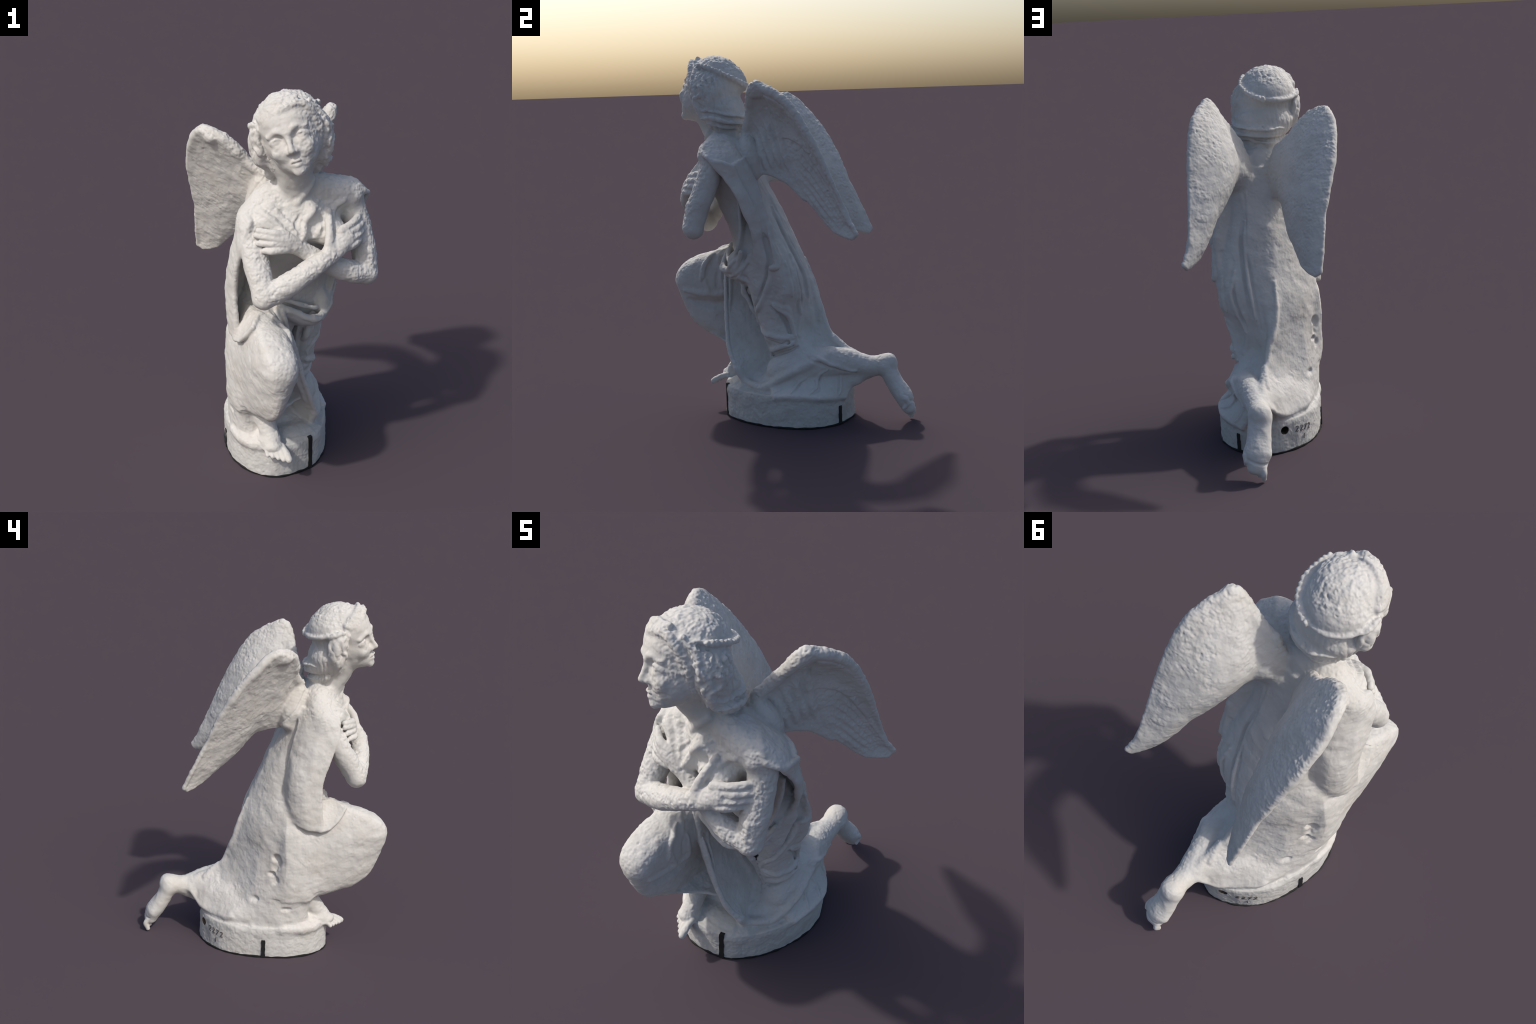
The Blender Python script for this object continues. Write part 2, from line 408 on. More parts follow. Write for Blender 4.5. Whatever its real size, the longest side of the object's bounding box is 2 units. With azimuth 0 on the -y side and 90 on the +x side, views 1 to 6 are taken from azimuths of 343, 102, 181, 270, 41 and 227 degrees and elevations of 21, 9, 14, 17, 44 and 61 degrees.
# waves of hair round the face
for pts, r in (
    ([(-.02, -.505, 1.965), (-.075, -.508, 1.962), (-.125, -.495, 1.935), (-.165, -.465, 1.905), (-.19, -.43, 1.88)], [.012, .017, .018, .018, .014]),
    ([(-.05, -.48, 1.985), (-.11, -.475, 1.965), (-.16, -.45, 1.93), (-.195, -.41, 1.89)], [.012, .018, .02, .016]),
    ([(-.17, -.435, 1.885), (-.185, -.41, 1.845), (-.197, -.395, 1.80), (-.19, -.40, 1.765), (-.175, -.40, 1.735)], [.014, .018, .022, .020, .014]),
    ([(-.20, -.38, 1.835), (-.205, -.365, 1.78), (-.195, -.36, 1.72), (-.18, -.375, 1.68)], [.018, .026, .026, .02]),
    ([(-.19, -.40, 1.735), (-.185, -.385, 1.70), (-.165, -.37, 1.665)], [.016, .022, .018]),
    ([(-.03, -.507, 1.968), (.0, -.503, 1.945), (.028, -.495, 1.905), (.05, -.492, 1.86), (.06, -.488, 1.81)], [.010, .018, .02, .022, .016]),
    ([(.02, -.475, 1.965), (.06, -.462, 1.92), (.085, -.46, 1.87), (.095, -.462, 1.82), (.115, -.455, 1.765)], [.012, .018, .022, .024, .016]),
    ([(.085, -.43, 1.90), (.115, -.42, 1.85), (.125, -.425, 1.79), (.115, -.435, 1.74), (.10, -.425, 1.695)], [.012, .018, .022, .022, .016]),
    ([(.125, -.38, 1.83), (.14, -.38, 1.76), (.13, -.385, 1.70)], [.012, .018, .02])):
    tube("hair", pts, r, 0.014)
for i in range(6):                                   # wavy locks falling beside each cheek
    y = -.475 + .024 * i
    ridge("hair", [(.06 + .006 * i, y + .02, 1.90 - .006 * i), (.10, y, 1.855), (.12, y + .014, 1.81), (.12, y - .004, 1.765), (.125, y + .012, 1.72), (.115, y, 1.685)],
          [.006, .011, .013, .012, .012, .007], .006, -.001)
for i in range(5):
    y = -.425 + .024 * i
    ridge("hair", [(-.19, y + .02, 1.87 - .006 * i), (-.20, y, 1.83), (-.20, y + .014, 1.785), (-.19, y - .004, 1.74), (-.175, y + .012, 1.70)],
          [.006, .010, .012, .011, .006], .007, -.002)
for dz in (0, -.038, -.075):                          # curled rolls at the nape
    ridge("hair", [(.115, -.43, 1.715 + dz), (.15, -.36, 1.70 + dz), (.13, -.275, 1.678 + dz), (.05, -.225, 1.665 + dz), (-.05, -.215, 1.655 + dz), (-.12, -.28, 1.665 + dz)],
          [.006, .012, .012, .010, .009, .003], .008, .002)
    groove([(.125, -.40, 1.69 + dz), (.14, -.32, 1.672 + dz), (.09, -.24, 1.655 + dz), (.0, -.21, 1.645 + dz), (-.09, -.225, 1.645 + dz)], [.004, .009, .009, .007, .003], .010, .001)
# braid round the back of the head, knotted like a rope on one side
ridge("hair", BR, [.009, .012, .013, .013, .013, .013, .013, .012, .010], 0.010, .004)
for i, p in enumerate(snap(BR[:5], .0005, n=4)[2:]):
    ell("hair", p, (.011, .011, .013 + .002 * (i % 3)), None, 0.008)

# ================================================================== wings
APEX = lambda u, x: .005 * math.exp(-((u - .30) / .13) ** 2) * max(0, 1 - x / .25)


def wing(part, lead, trail, camber, half, side):
    """thick feathered slab between a leading and a trailing edge curve; camber (towards
    the back) and half thickness are given per chord fraction, relative to the chord"""
    lead, trail = spline(lead, 6), spline(trail, 12)
    t = np.linspace(0, 1, 15)

    def along(c):
        s = np.r_[0, np.cumsum(np.linalg.norm(np.diff(c, axis=0), axis=1))]
        return np.stack([np.interp(t * s[-1], s, c[:, j]) for j in range(3)], 1)
    A, B = along(lead), along(trail)
    n = np.cross(B - A, np.gradient(A + B, axis=0)) * side
    n /= np.linalg.norm(n, axis=1)[:, None]
    w = np.array([0, .12, .3, .5, .7, .88, 1.0])
    net = []
    for k, (a, b, d) in enumerate(zip(A, B, n)):
        L = np.linalg.norm(b - a)
        net.append([[*(a + (b - a) * x + d * c * L), max(h * min(L, .45) / .45, .011) + APEX(k / 14, x)] for x, c, h in zip(w, camber, half)])
    sheet(part, net, 0.02)
    net = np.array(net)

    def face(u, x, dorsal=False):
        """point on the outer (or back) face at span fraction u, chord fraction x"""
        i = min(int(u * 14), 13)
        f = u * 14 - i
        p = [np.interp(x, w, net[i, :, j]) * (1 - f) + np.interp(x, w, net[i + 1, :, j]) * f for j in range(4)]
        return np.array(p[:3]) + (n[i] * (1 - f) + n[i + 1] * f) * p[3] * (1 if dorsal else -1)
    return face


WL = wing("wing_a",
     [(.07, -.20, 1.50), (.115, -.185, 1.60), (.175, -.145, 1.684), (.228, -.128, 1.762), (.272, -.09, 1.828), (.30, .0, 1.79), (.333, .095, 1.72), (.350, .20, 1.56),
      (.355, .30, 1.355), (.367, .39, 1.15), (.393, .432, 1.075)],
     [(.08, -.15, 1.36), (.165, -.09, 1.372), (.185, -.02, 1.36), (.203, .062, 1.318), (.235, .12, 1.265), (.262, .18, 1.222), (.297, .26, 1.135), (.33, .32, 1.078), (.382, .41, 1.052)],
     (.0, .055, .115, .135, .12, .07, 0), (.021, .022, .020, .034, .044, .034, .014), -1)
WR = wing("wing_b",
     [(-.05, -.20, 1.48), (-.10, -.185, 1.565), (-.165, -.15, 1.612), (-.226, -.145, 1.682), (-.29, -.138, 1.736), (-.355, -.05, 1.763), (-.385, .02, 1.715), (-.385, .13, 1.59),
      (-.357, .23, 1.435), (-.325, .30, 1.29), (-.305, .385, 1.12), (-.288, .435, 1.01)],
     [(-.05, -.12, 1.31), (-.095, -.05, 1.318), (-.108, .025, 1.308), (-.12, .077, 1.285), (-.135, .137, 1.215), (-.15, .197, 1.155), (-.178, .274, 1.085), (-.208, .35, 1.022), (-.262, .42, .992)],
     (.0, .02, .035, .033, .02, .01, 0), (.022, .030, .040, .044, .042, .033, .016), 1)

# rounded front edges where the wings rise from the back
tube("wing_b", [(-.10, -.185, 1.56), (-.165, -.15, 1.612), (-.226, -.143, 1.682), (-.288, -.128, 1.736)], [.022, .023, .024, .022], .02)
tube("wing_a", [(.115, -.185, 1.595), (.175, -.143, 1.684), (.228, -.124, 1.762), (.270, -.09, 1.826)], [.022, .023, .024, .022], .02)
groove([(-.11, -.20, 1.545), (-.15, -.17, 1.46), (-.15, -.12, 1.38), (-.13, -.08, 1.33)], .004, .004)
ell("wing_a", (.262, -.085, 1.800), (.024, .052, .034), None, .02)
ell("wing_b", (-.335, -.08, 1.738), (.030, .052, .034), None, .02)
# feathers on the outer face: rough coverts over long primaries, tufts near the root
def overlay(face, us, xs0, xs1, half):
    return [[(*face(u, a + (b - a) * v), half) for v in (0, .33, .66, 1)] for u, a, b in zip(us, xs0, xs1)]


US = (.34, .42, .50, .58, .66, .74)
sheet("wing_a", overlay(WL, US, [.06] * 6, (.52, .45, .40, .36, .30, .22), .007), .004)
for q in range(6):
    x0, x1 = .40 + .10 * q, .12 + .16 * q
    us = np.linspace(.44 + .012 * q, .955 - .018 * q, 6)
    ridge("wing_a", [WL(u, min(x0 + (x1 - x0) * (j / 5) ** 1.2, .97)) for j, u in enumerate(us)], [.006, .013, .015, .011], .006, -.006)
for q in range(4):
    u = .12 + .062 * q
    ridge("wing_a", [WL(u, .25), WL(u + .03, .50), WL(u + .055, .72), WL(u + .07, .90 - .03 * q)], [.010, .018, .022, .014], .008, -.006)

# ================================================================== sleeves / mantle
sheet("sleeve_b", [[(*p, .013) for p in row] for row in (
    [(-.15, -.20, 1.42), (-.205, -.25, 1.425), (-.235, -.32, 1.42), (-.235, -.385, 1.395)],
    [(-.19, -.18, 1.33), (-.24, -.23, 1.335), (-.262, -.31, 1.335), (-.258, -.385, 1.32)],
    [(-.20, -.15, 1.20), (-.245, -.19, 1.20), (-.285, -.26, 1.20), (-.282, -.355, 1.215)],
    [(-.20, -.125, 1.05), (-.268, -.155, 1.05), (-.297, -.22, 1.05), (-.288, -.306, 1.05)],
    [(-.21, -.12, .92), (-.268, -.155, .91), (-.297, -.22, .90), (-.287, -.306, .90)],
    [(-.22, -.14, .86), (-.272, -.175, .825), (-.292, -.24, .795), (-.288, -.315, .785)])], 0.02)
sheet("sleeve_b", [[(*p, .011) for p in row] for row in (
    [(-.288, -.31, .787), (-.285, -.355, .792), (-.268, -.405, .838), (-.242, -.445, .895)],
    [(-.272, -.29, .825), (-.262, -.335, .84), (-.238, -.375, .875), (-.215, -.41, .91)],
    [(-.235, -.25, .87), (-.225, -.29, .89), (-.20, -.33, .91), (-.18, -.37, .925)])], .022)
tube(None, [(.275, -.085, 1.10), (.262, -.065, 1.02), (.25, -.052, .94), (.228, -.068, .89), (.20, -.11, .82), (.165, -.14, .745), (.13, -.155, .66), (.10, -.15, .59)],
     [.012, .014, .015, .016, .016, .016, .014, .012], .015, sub=True)
SHIFT = lambda p: .014 * np.clip((1.45 - p[2]) / .1, 0, 1)
# over the left shoulder the mantle falls in two overlapping bands
sheet("sleeve_a", [[(p[0] - SHIFT(p), p[1], p[2], .012) for p in row] for row in (
    [(.14, -.24, 1.50), (.20, -.25, 1.53), (.25, -.31, 1.545), (.30, -.35, 1.53), (.335, -.365, 1.49)],
    [(.18, -.20, 1.44), (.26, -.19, 1.46), (.31, -.225, 1.46), (.35, -.27, 1.46), (.374, -.315, 1.452)],
    [(.17, -.18, 1.34), (.25, -.15, 1.345), (.30, -.145, 1.345), (.335, -.18, 1.35), (.355, -.225, 1.355)])], 0.015)
sheet("sleeve_a", [[(p[0] - SHIFT(p), p[1], p[2], .013) for p in row] for row in (
    [(.374, -.315, 1.452), (.372, -.26, 1.44), (.358, -.205, 1.42)],
    [(.368, -.238, 1.353), (.362, -.215, 1.353), (.348, -.185, 1.354)],
    [(.362, -.185, 1.265), (.355, -.165, 1.26), (.333, -.138, 1.25)],
    [(.346, -.155, 1.182), (.338, -.135, 1.18), (.311, -.107, 1.175)],
    [(.33, -.133, 1.12), (.32, -.115, 1.12), (.296, -.09, 1.12)],
    [(.302, -.117, 1.043), (.296, -.108, 1.04), (.283, -.092, 1.04)],
    [(.272, -.12, .97), (.272, -.112, .965), (.268, -.102, .96)],
    [(.245, -.15, .90), (.246, -.14, .90), (.246, -.13, .90)])], 0.006)
sheet("sleeve_a", [[(p[0] - SHIFT(p), p[1], p[2], .012) for p in row] for row in (
    [(.345, -.21, 1.42), (.325, -.19, 1.435), (.265, -.17, 1.45), (.20, -.18, 1.45)],
    [(.33, -.185, 1.35), (.315, -.16, 1.357), (.258, -.13, 1.363), (.19, -.16, 1.35)],
    [(.312, -.145, 1.28), (.30, -.125, 1.29), (.258, -.105, 1.30), (.19, -.14, 1.29)],
    [(.298, -.115, 1.20), (.29, -.095, 1.205), (.262, -.075, 1.21), (.19, -.11, 1.20)],
    [(.284, -.085, 1.12), (.278, -.07, 1.12), (.270, -.05, 1.12), (.20, -.08, 1.11)],
    [(.27, -.065, 1.05), (.266, -.05, 1.05), (.262, -.032, 1.05), (.20, -.05, 1.03)])], 0.006)
# inner layer lining the hollow beside the waist
sheet("sleeve_a", [[(p[0] - SHIFT(p), p[1], p[2], .010) for p in row] for row in (
    [(.305, -.20, 1.26), (.25, -.185, 1.26), (.19, -.19, 1.26)],
    [(.297, -.195, 1.18), (.24, -.18, 1.18), (.18, -.19, 1.18)],
    [(.277, -.20, 1.07), (.23, -.18, 1.07), (.17, -.19, 1.07)],
    [(.258, -.222, .985), (.215, -.19, .98), (.16, -.19, .98)],
    [(.215, -.25, .90), (.19, -.20, .90), (.15, -.20, .90)])], 0.010)
ell("sash", (.178, -.215, .888), (.052, .080, .075), None, .02)
ridge("sash", [(.225, -.20, .95), (.215, -.26, .89), (.17, -.30, .84)], .009, .010)
ridge("sash", [(.235, -.16, .94), (.225, -.20, .87), (.19, -.235, .825)], .009, .010)
# the cloth gathered to a pouch at the waist, with two rolls
tube("sash", [(-.072, -.335, .94), (-.037, -.342, .918), (.012, -.345, .892), (.06, -.348, .866), (.118, -.338, .846), (.165, -.30, .845), (.215, -.235, .87), (.26, -.20, .96)],
     [.012, .014, .015, .015, .017, .016, .014, .012], 0.012)
tube("sash", [(-.05, -.325, .96), (.02, -.325, .932), (.08, -.318, .905), (.125, -.295, .885), (.165, -.25, .885)], [.010, .011, .011, .010, .006], 0.014)
sheet("sash", [[(*p, .012) for p in row] for row in (
    [(-.03, -.345, .91), (.06, -.345, .862), (.12, -.335, .842), (.20, -.25, .86)],
    [(-.03, -.32, .87), (.06, -.32, .82), (.135, -.295, .805), (.20, -.22, .81)],
    [(-.03, -.26, .83), (.05, -.25, .79), (.12, -.22, .78), (.19, -.16, .78)])], 0.015)

# ================================================================== hanging front fold
tube(None, [(.04, -.20, .76), (.042, -.20, .66), (.05, -.19, .55), (.07, -.17, .45), (.08, -.14, .36)], [.07, .10, .10, .09, .06], .012, flat=((1, .15, 0), .19), sub=True)
FR = [(-.062, -.352, .91), (-.033, -.362, .788), (.003, -.359, .654), (.05, -.347, .504), (.098, -.325, .376), (.135, -.285, .29), (.13, -.232, .215)]
IN = [(-.07, -.24, .91), (-.055, -.21, .788), (-.045, -.17, .654), (-.02, -.13, .504), (.01, -.11, .376), (.03, -.10, .29), (.05, -.10, .20)]
sheet("robe", [[(*a, .011), *((*(np.array(a) * (1 - t) + np.array(b) * t + V(-.012 * math.sin(math.pi * t), 0, 0)), .012 + .015 * t) for t in (.35, .7)), (*b, .03)] for a, b in zip(FR, IN)], 0.015)
tube("robe", [np.array(p) + V(-.022, .018, 0) for p in FR[:5]], [.016, .018, .018, .016, .012], 0.01)
# folds over the kneeling thigh
tube("robe", [(.13, -.235, .815), (.125, -.205, .771), (.112, -.222, .737), (.102, -.226, .708), (.10, -.205, .68), (.10, -.183, .658), (.10, -.172, .61), (.10, -.15, .561)],
     [.024, .022, .019, .017, .016, .015, .013, .010], 0.008)
ridge("robe", [(.195, -.017, .678), (.205, .03, .64), (.195, .06, .57), (.175, .065, .49)], [.008, .016, .018, .012], 0.016)
ridge("robe", [(.125, .10, .712), (.115, .09, .638), (.12, .09, .56), (.14, .085, .482)], [.006, .013, .014, .012], 0.016)
ridge("robe", [(.10, -.07, .376), (.14, .0, .44), (.165, .06, .452)], [.012, .018, .016], 0.016)
ridge("robe", [(.125, -.10, .52), (.16, -.02, .49), (.175, .06, .462)], .012, 0.014)
groove([(.11, -.06, .35), (.15, .0, .405), (.18, .06, .425)], .012, .012)
ridge("robe", [(.0, -.326, .79), (.018, -.328, .706), (.038, -.329, .639), (.058, -.332, .561)], [.008, .012, .012, .004], .012)
# hem of the robe spread over the plinth
tube("robe", [(.135, -.275, .28), (.13, -.232, .215), (.175, -.17, .203), (.215, -.098, .207), (.238, .017, .278), (.208, .15, .345), (.16, .24, .385)], [.016, .018, .02, .02, .018, .018, .016], 0.025)
sheet("robe", [[(*p, .016) for p in row] for row in (
    [(.16, -.06, .24), (.16, .06, .27), (.13, .22, .27), (.09, .33, .24)],
    [(.24, -.05, .20), (.235, .06, .215), (.20, .22, .20), (.12, .34, .19)],
    [(.275, -.03, .172), (.282, .08, .178), (.255, .21, .165), (.155, .325, .148)])], 0.02)
tube("robe", [(.11, .26, .205), (.08, .36, .225), (.06, .43, .25)], [.045, .04, .03], 0.03)
sheet("robe", [[(*p, .014) for p in row] for row in (
    [(.03, .25, .44), (-.02, .26, .36), (-.10, .20, .30), (-.18, .10, .27)],
    [(.035, .34, .38), (-.02, .35, .29), (-.09, .26, .24), (-.19, .16, .235)],
    [(.02, .425, .305), (-.05, .355, .228), (-.115, .27, .20), (-.20, .17, .215)])], 0.03)
ridge("robe", [(-.06, -.42, .921), (-.055, -.41, .813), (-.065, -.39, .68)], [.008, .013, .010], .014)
ridge("robe", [(-.10, -.40, .935), (-.085, -.47, .86), (-.075, -.50, .76), (-.08, -.48, .68)], [.006, .010, .012, .008], .016)
groove([(-.08, -.38, .90), (-.07, -.42, .80), (-.07, -.43, .70)], [.005, .010, .008], .014)
ridge("robe", [(-.085, -.62, .68), (-.075, -.50, .655), (-.075, -.40, .655)], [.006, .012, .012], .025)
groove([(-.12, -.60, .625), (-.115, -.50, .595), (-.115, -.40, .60)], [.008, .022, .024], .03)
# pocket of cloth below the raised shin
sheet("robe", [[(*p, .009) for p in row] for row in (
    [(-.145, -.48, .42), (-.125, -.41, .38), (-.07, -.345, .37), (.0, -.30, .375), (.05, -.29, .39)],
    [(-.16, -.42, .43), (-.145, -.36, .40), (-.09, -.31, .38), (-.03, -.27, .38), (.02, -.25, .39)],
    [(-.18, -.34, .48), (-.17, -.30, .44), (-.13, -.26, .42), (-.09, -.23, .41), (-.03, -.20, .42)])], 0.015)

# long folds down the back: stepped centre panel and the mantle edge beside it
groove([(.10, -.10, 1.33), (.102, -.052, 1.209), (.113, .006, 1.063), (.09, .10, .908), (.067, .15, .766), (.05, .15, .62)], [.005, .010, .010, .008, .005], .015, .001)
ridge("robe", [(-.05, .10, .88), (-.056, .146, .74), (-.041, .173, .64), (-.001, .21, .55), (.015, .25, .478), (.0, .34, .38)], [.001, .008, .012, .012, .010, .008], .02)
groove([(.03, .14, .75), (.025, .165, .62), (.045, .17, .52)], [.006, .012, .014], .02, .002)
groove([(.17, .02, .98), (.19, .07, .85), (.17, .10, .72), (.15, .08, .60)], [.004, .008, .006], .02, .002)
ell(None, (.11, .145, .515), (.055, .045, .055), None, .02, sub=True)
# bruises and chips on the right flank
def dent(p, r, k=.012):
    """gouge pressed into the surface nearest to p"""
    ell(None, snap([p, p])[0], r, None, k, sub=True)


dent((-.27, -.070, .600), (.030, .024, .020), .016)
dent((-.27, -.085, .575), (.018, .014, .026), .016)
dent((-.265, -.060, .545), (.008, .020, .020), .014)
dent((-.262, -.040, .505), (.014, .030, .012), .010)
dent((-.258, -.075, .470), (.008, .024, .018), .016)
dent((-.24, .055, .345), (.010, .03, .012), .02)
dent((-.27, -.14, .30), (.010, .026, .012))
for p, r in (((-.262, .06, .21), .018), ((-.245, .10, .185), .02), ((-.225, .17, .195), .016), ((-.275, -.03, .20), .014), ((-.27, -.16, .195), .016)):
    ell(None, p, (r * .8, r * 1.5, r), None, .02, sub=True)
tube("robe", [(-.255, -.12, .17), (-.245, -.22, .172), (-.20, -.30, .172), (-.15, -.335, .17)], [.018, .024, .024, .02], .03)

# ================================================================== the main folds
ell("sleeve_a", (.238, -.085, .965), (.030, .045, .09), None, .03)
tube("robe", [(.262, -.045, 1.10), (.258, -.025, 1.0), (.25, -.005, .92), (.235, -.01, .86)], [.014, .018, .018, .014], .025)
M = (0, -1, 0)
fold("robe", [(.27, -.04, 1.06), (.272, -.02, .98), (.262, -.005, .91), (.245, -.012, .86), (.225, -.04, .78), (.195, -.07, .70), (.165, -.10, .63), (.13, -.125, .56)], M, .017, .010, .005)
fold("robe", [(.13, -.125, .56), (.118, -.108, .47), (.108, -.08, .38), (.10, -.055, .31)], M, .013)
fold("robe", [(.21, -.04, .68), (.215, .01, .64), (.205, .05, .57), (.18, .065, .48)], (0, -.7, -.7), .013)
fold("robe", [(.125, -.10, .53), (.16, -.03, .495), (.178, .05, .465)], (0, 0, -1), .011)
fold("robe", [(.10, -.07, .385), (.14, .0, .43), (.17, .07, .445)], (0, .3, -1), .013)
fold("robe", [(.17, .08, .95), (.19, .085, .82), (.16, .09, .70), (.12, .09, .60)], (0, 1, 0), .011, .014)
fold("robe", [(.235, .03, .90), (.235, .045, .80), (.215, .05, .72)], (0, 1, 0), .009, .014)
fold("robe", [(.10, -.05, 1.19), (.102, -.035, 1.14), (.105, .0, 1.06), (.095, .06, .93), (.08, .105, .80), (.06, .12, .68)], (1, .3, 0), .011, .008)
fold("robe", [(.14, -.23, .79), (.125, -.222, .73), (.115, -.20, .67), (.11, -.175, .61), (.11, -.145, .56)], (0, .9, -.3), .012)
fold("sash", [(.23, -.13, .97), (.225, -.18, .90), (.20, -.235, .845), (.16, -.285, .82)], (0, -.4, -.9), .010)
fold("robe", [(-.03, -.36, .80), (.0, -.36, .67), (.045, -.35, .52), (.09, -.33, .39), (.128, -.285, .30)], (.8, .6, 0), .010, .006)
fold("robe", [(.20, .24, .30), (.245, .19, .24), (.275, .15, .19)], (0, .7, 0), .008)
fold("robe", [(.19, .12, .27), (.24, .08, .235), (.28, .05, .19)], (0, .7, 0), .007)
fold("robe", [(.13, .30, .27), (.17, .31, .21), (.19, .30, .17)], (.7, 0, 0), .007)
fold("leg", [(.17, .14, .36), (.14, .27, .34), (.10, .38, .31)], (0, 0, -1), .009, .012)
fold("robe", [(-.10, -.44, .90), (-.085, -.50, .82), (-.08, -.52, .74)], (0, 1, 0), .009, .012)

# bore in the back of the plinth
tube("bore", [(-.075, .36, .123), (-.055, .26, .123)], .021, 0.0, sub=True)

# ------------------------------------------------------------------ surface
def perlin(p, scale, seed):
    q = p / scale + 1000.0
    i = np.floor(q).astype(np.int64)
    w = q - i
    u = w * w * w * (w * (w * 6 - 15) + 10)
    out = 0
    for dx in (0, 1):
        for dy in (0, 1):
            for dz in (0, 1):
                h = ((i[:, 0] + dx) * 374761393 + (i[:, 1] + dy) * 668265263 + (i[:, 2] + dz) * 2147483647 + seed * 974634777)
                h = (h ^ (h >> 13)) * 1274126177 & 0xFFFFFFFF
                h = h ^ (h >> 16)
                g = np.stack([(h & 255) / 127.5 - 1, (h >> 8 & 255) / 127.5 - 1, (h >> 16 & 255) / 127.5 - 1], 1)
                dot = g[:, 0] * (w[:, 0] - dx) + g[:, 1] * (w[:, 1] - dy) + g[:, 2] * (w[:, 2] - dz)
                out = out + dot * (u[:, 0] if dx else 1 - u[:, 0]) * (u[:, 1] if dy else 1 - u[:, 1]) * (u[:, 2] if dz else 1 - u[:, 2])
    return out


def surface_nets():
    s = F < 0
    a = s[:-1, :-1, :-1].astype(np.uint8)
    for o in range(1, 8):
        x, y, z = o & 1, o >> 1 & 1, o >> 2 & 1
        a += s[x:s.shape[0] - 1 + x, y:s.shape[1] - 1 + y, z:s.shape[2] - 1 + z]
    cells = np.argwhere((a > 0) & (a < 8))
    idx = np.full(a.shape, -1, np.int32)
    idx[tuple(cells.T)] = np.arange(len(cells))
    corner = np.stack([F[cells[:, 0] + (o & 1), cells[:, 1] + (o >> 1 & 1), cells[:, 2] + (o >> 2 & 1)] for o in range(8)], 1)
    acc = np.zeros((len(cells), 3))
    cnt = np.zeros(len(cells))
    for c0 in range(8):
        for b in range(3):
            if c0 >> b & 1:
                continue
            c1 = c0 | 1 << b
            f0, f1 = corner[:, c0], corner[:, c1]
            m = (f0 < 0) != (f1 < 0)
            t = np.where(m, f0 / np.where(m, f0 - f1, 1), 0)
            base = V(c0 & 1, c0 >> 1 & 1, c0 >> 2 & 1)
            pt = np.repeat(base[None], len(cells), 0)
            pt[:, b] += t
            acc += pt * m[:, None]
            cnt += m
    verts = LO + H * (cells + acc / cnt[:, None])
    quads = []
    for b in range(3):
        lo_, hi_ = [slice(None)] * 3, [slice(None)] * 3
        lo_[b], hi_[b] = slice(0, -1), slice(1, None)
        s0, s1 = s[tuple(lo_)], s[tuple(hi_)]
        e = np.argwhere(s0 != s1)
        o1, o2 = (b + 1) % 3, (b + 2) % 3
        ok = np.ones(len(e), bool)
        for o in (o1, o2):
            ok &= (e[:, o] > 0) & (e[:, o] < N[o] - 1)
        e = e[ok]
        ins = s0[tuple(e.T)]
        def at(u, v):
            q = e.copy()
            q[:, o1] -= u
            q[:, o2] -= v
            return idx[tuple(q.T)]
        q = np.stack([at(1, 1), at(0, 1), at(0, 0), at(1, 0)], 1)
        q[~ins] = q[~ins][:, ::-1]
        quads.append(q)
    return verts, np.vstack(quads)


verts, quads = surface_nets()
fc = verts[quads].mean(1)
gi = np.clip(np.rint((fc - LO) / H).astype(int), 0, N - 1)
flab = LAB[tuple(gi.T)].astype(int)

# keep the largest connected pieces only
parent = np.arange(len(verts))
for _ in range(400):
    m = parent[quads].min(1)
    new = parent.copy()
    for c in range(4):
        np.minimum.at(new, quads[:, c], m)
    new = new[new]
    if (new == parent).all():
        break
    parent = new
size = np.bincount(parent[quads[:, 0]], minlength=len(verts))
keep = size[parent[quads[:, 0]]] > 300
quads, flab = quads[keep], flab[keep]
used = np.unique(quads)
remap = np.full(len(verts), -1)
remap[used] = np.arange(len(used))
verts, quads = verts[used], remap[quads]

# tidy region borders by neighbour vote
for _ in range(6):
    votes = np.zeros((len(verts), len(PARTS)), np.float32)
    for c in range(4):
        np.add.at(votes, (quads[:, c], flab), 1)
    flab = votes[quads].sum(1).argmax(1)

# relax the cell pattern a little
def relax(v, n, lam):
    deg = np.zeros(len(v))
    for c in range(4):
        np.add.at(deg, quads[:, c], 2)
    for _ in range(n):
        acc = np.zeros_like(v)
        for c in range(4):
            np.add.at(acc, quads[:, c], v[quads[:, (c + 1) % 4]] + v[quads[:, (c + 3) % 4]])
        v = v + lam * (acc / deg[:, None] - v)
    return v

verts = relax(verts, 2, 0.35)
nrm = grad(verts, 0.004)

# weathered, hand-finished plaster: soft lumps everywhere, pits on rained-on faces
vl = np.zeros(len(verts), int)
for c in range(4):
    vl[quads[:, c]] = flab
weather = np.clip(0.35 + 0.75 * nrm[:, 2] - 0.35 * nrm[:, 1] + 0.1 * nrm[:, 0], 0, 1)
rough = np.full(len(verts), 0.6)
for p, v in dict(hair=1.4, arm=1.1, hand=0.7, wing=1.25, head=0.45, robe=0.7, sleeve=0.7, torso=0.9, neck=0.4).items():
    for q in PARTS:
        if NAMES[q] == p:
            rough[vl == PID[q]] = v
rough[(vl == PID["head"])] *= 1.0 + 1.1 * np.clip((verts[vl == PID["head"], 0] + 0.075) / 0.05, 0, 1)
lump = perlin(verts, 0.06, 1) * 0.005 + perlin(verts, 0.03, 8) * 0.0022
mid = perlin(verts, 0.024, 2) * 0.0045 + perlin(verts, 0.013, 3) * 0.0035 + perlin(verts, 0.008, 4) * 0.0018
wmask = np.clip(weather * 1.1 + perlin(verts, 0.09, 5) * 0.7, 0.22, 1)
wmask[vl == PID['plinth']] = 0.75
soft = np.isin(vl, [PID['robe'], PID['sleeve_a'], PID['sleeve_b']])
wmask[soft] = np.maximum(wmask[soft], 0.35)
disp = lump + rough * wmask * mid
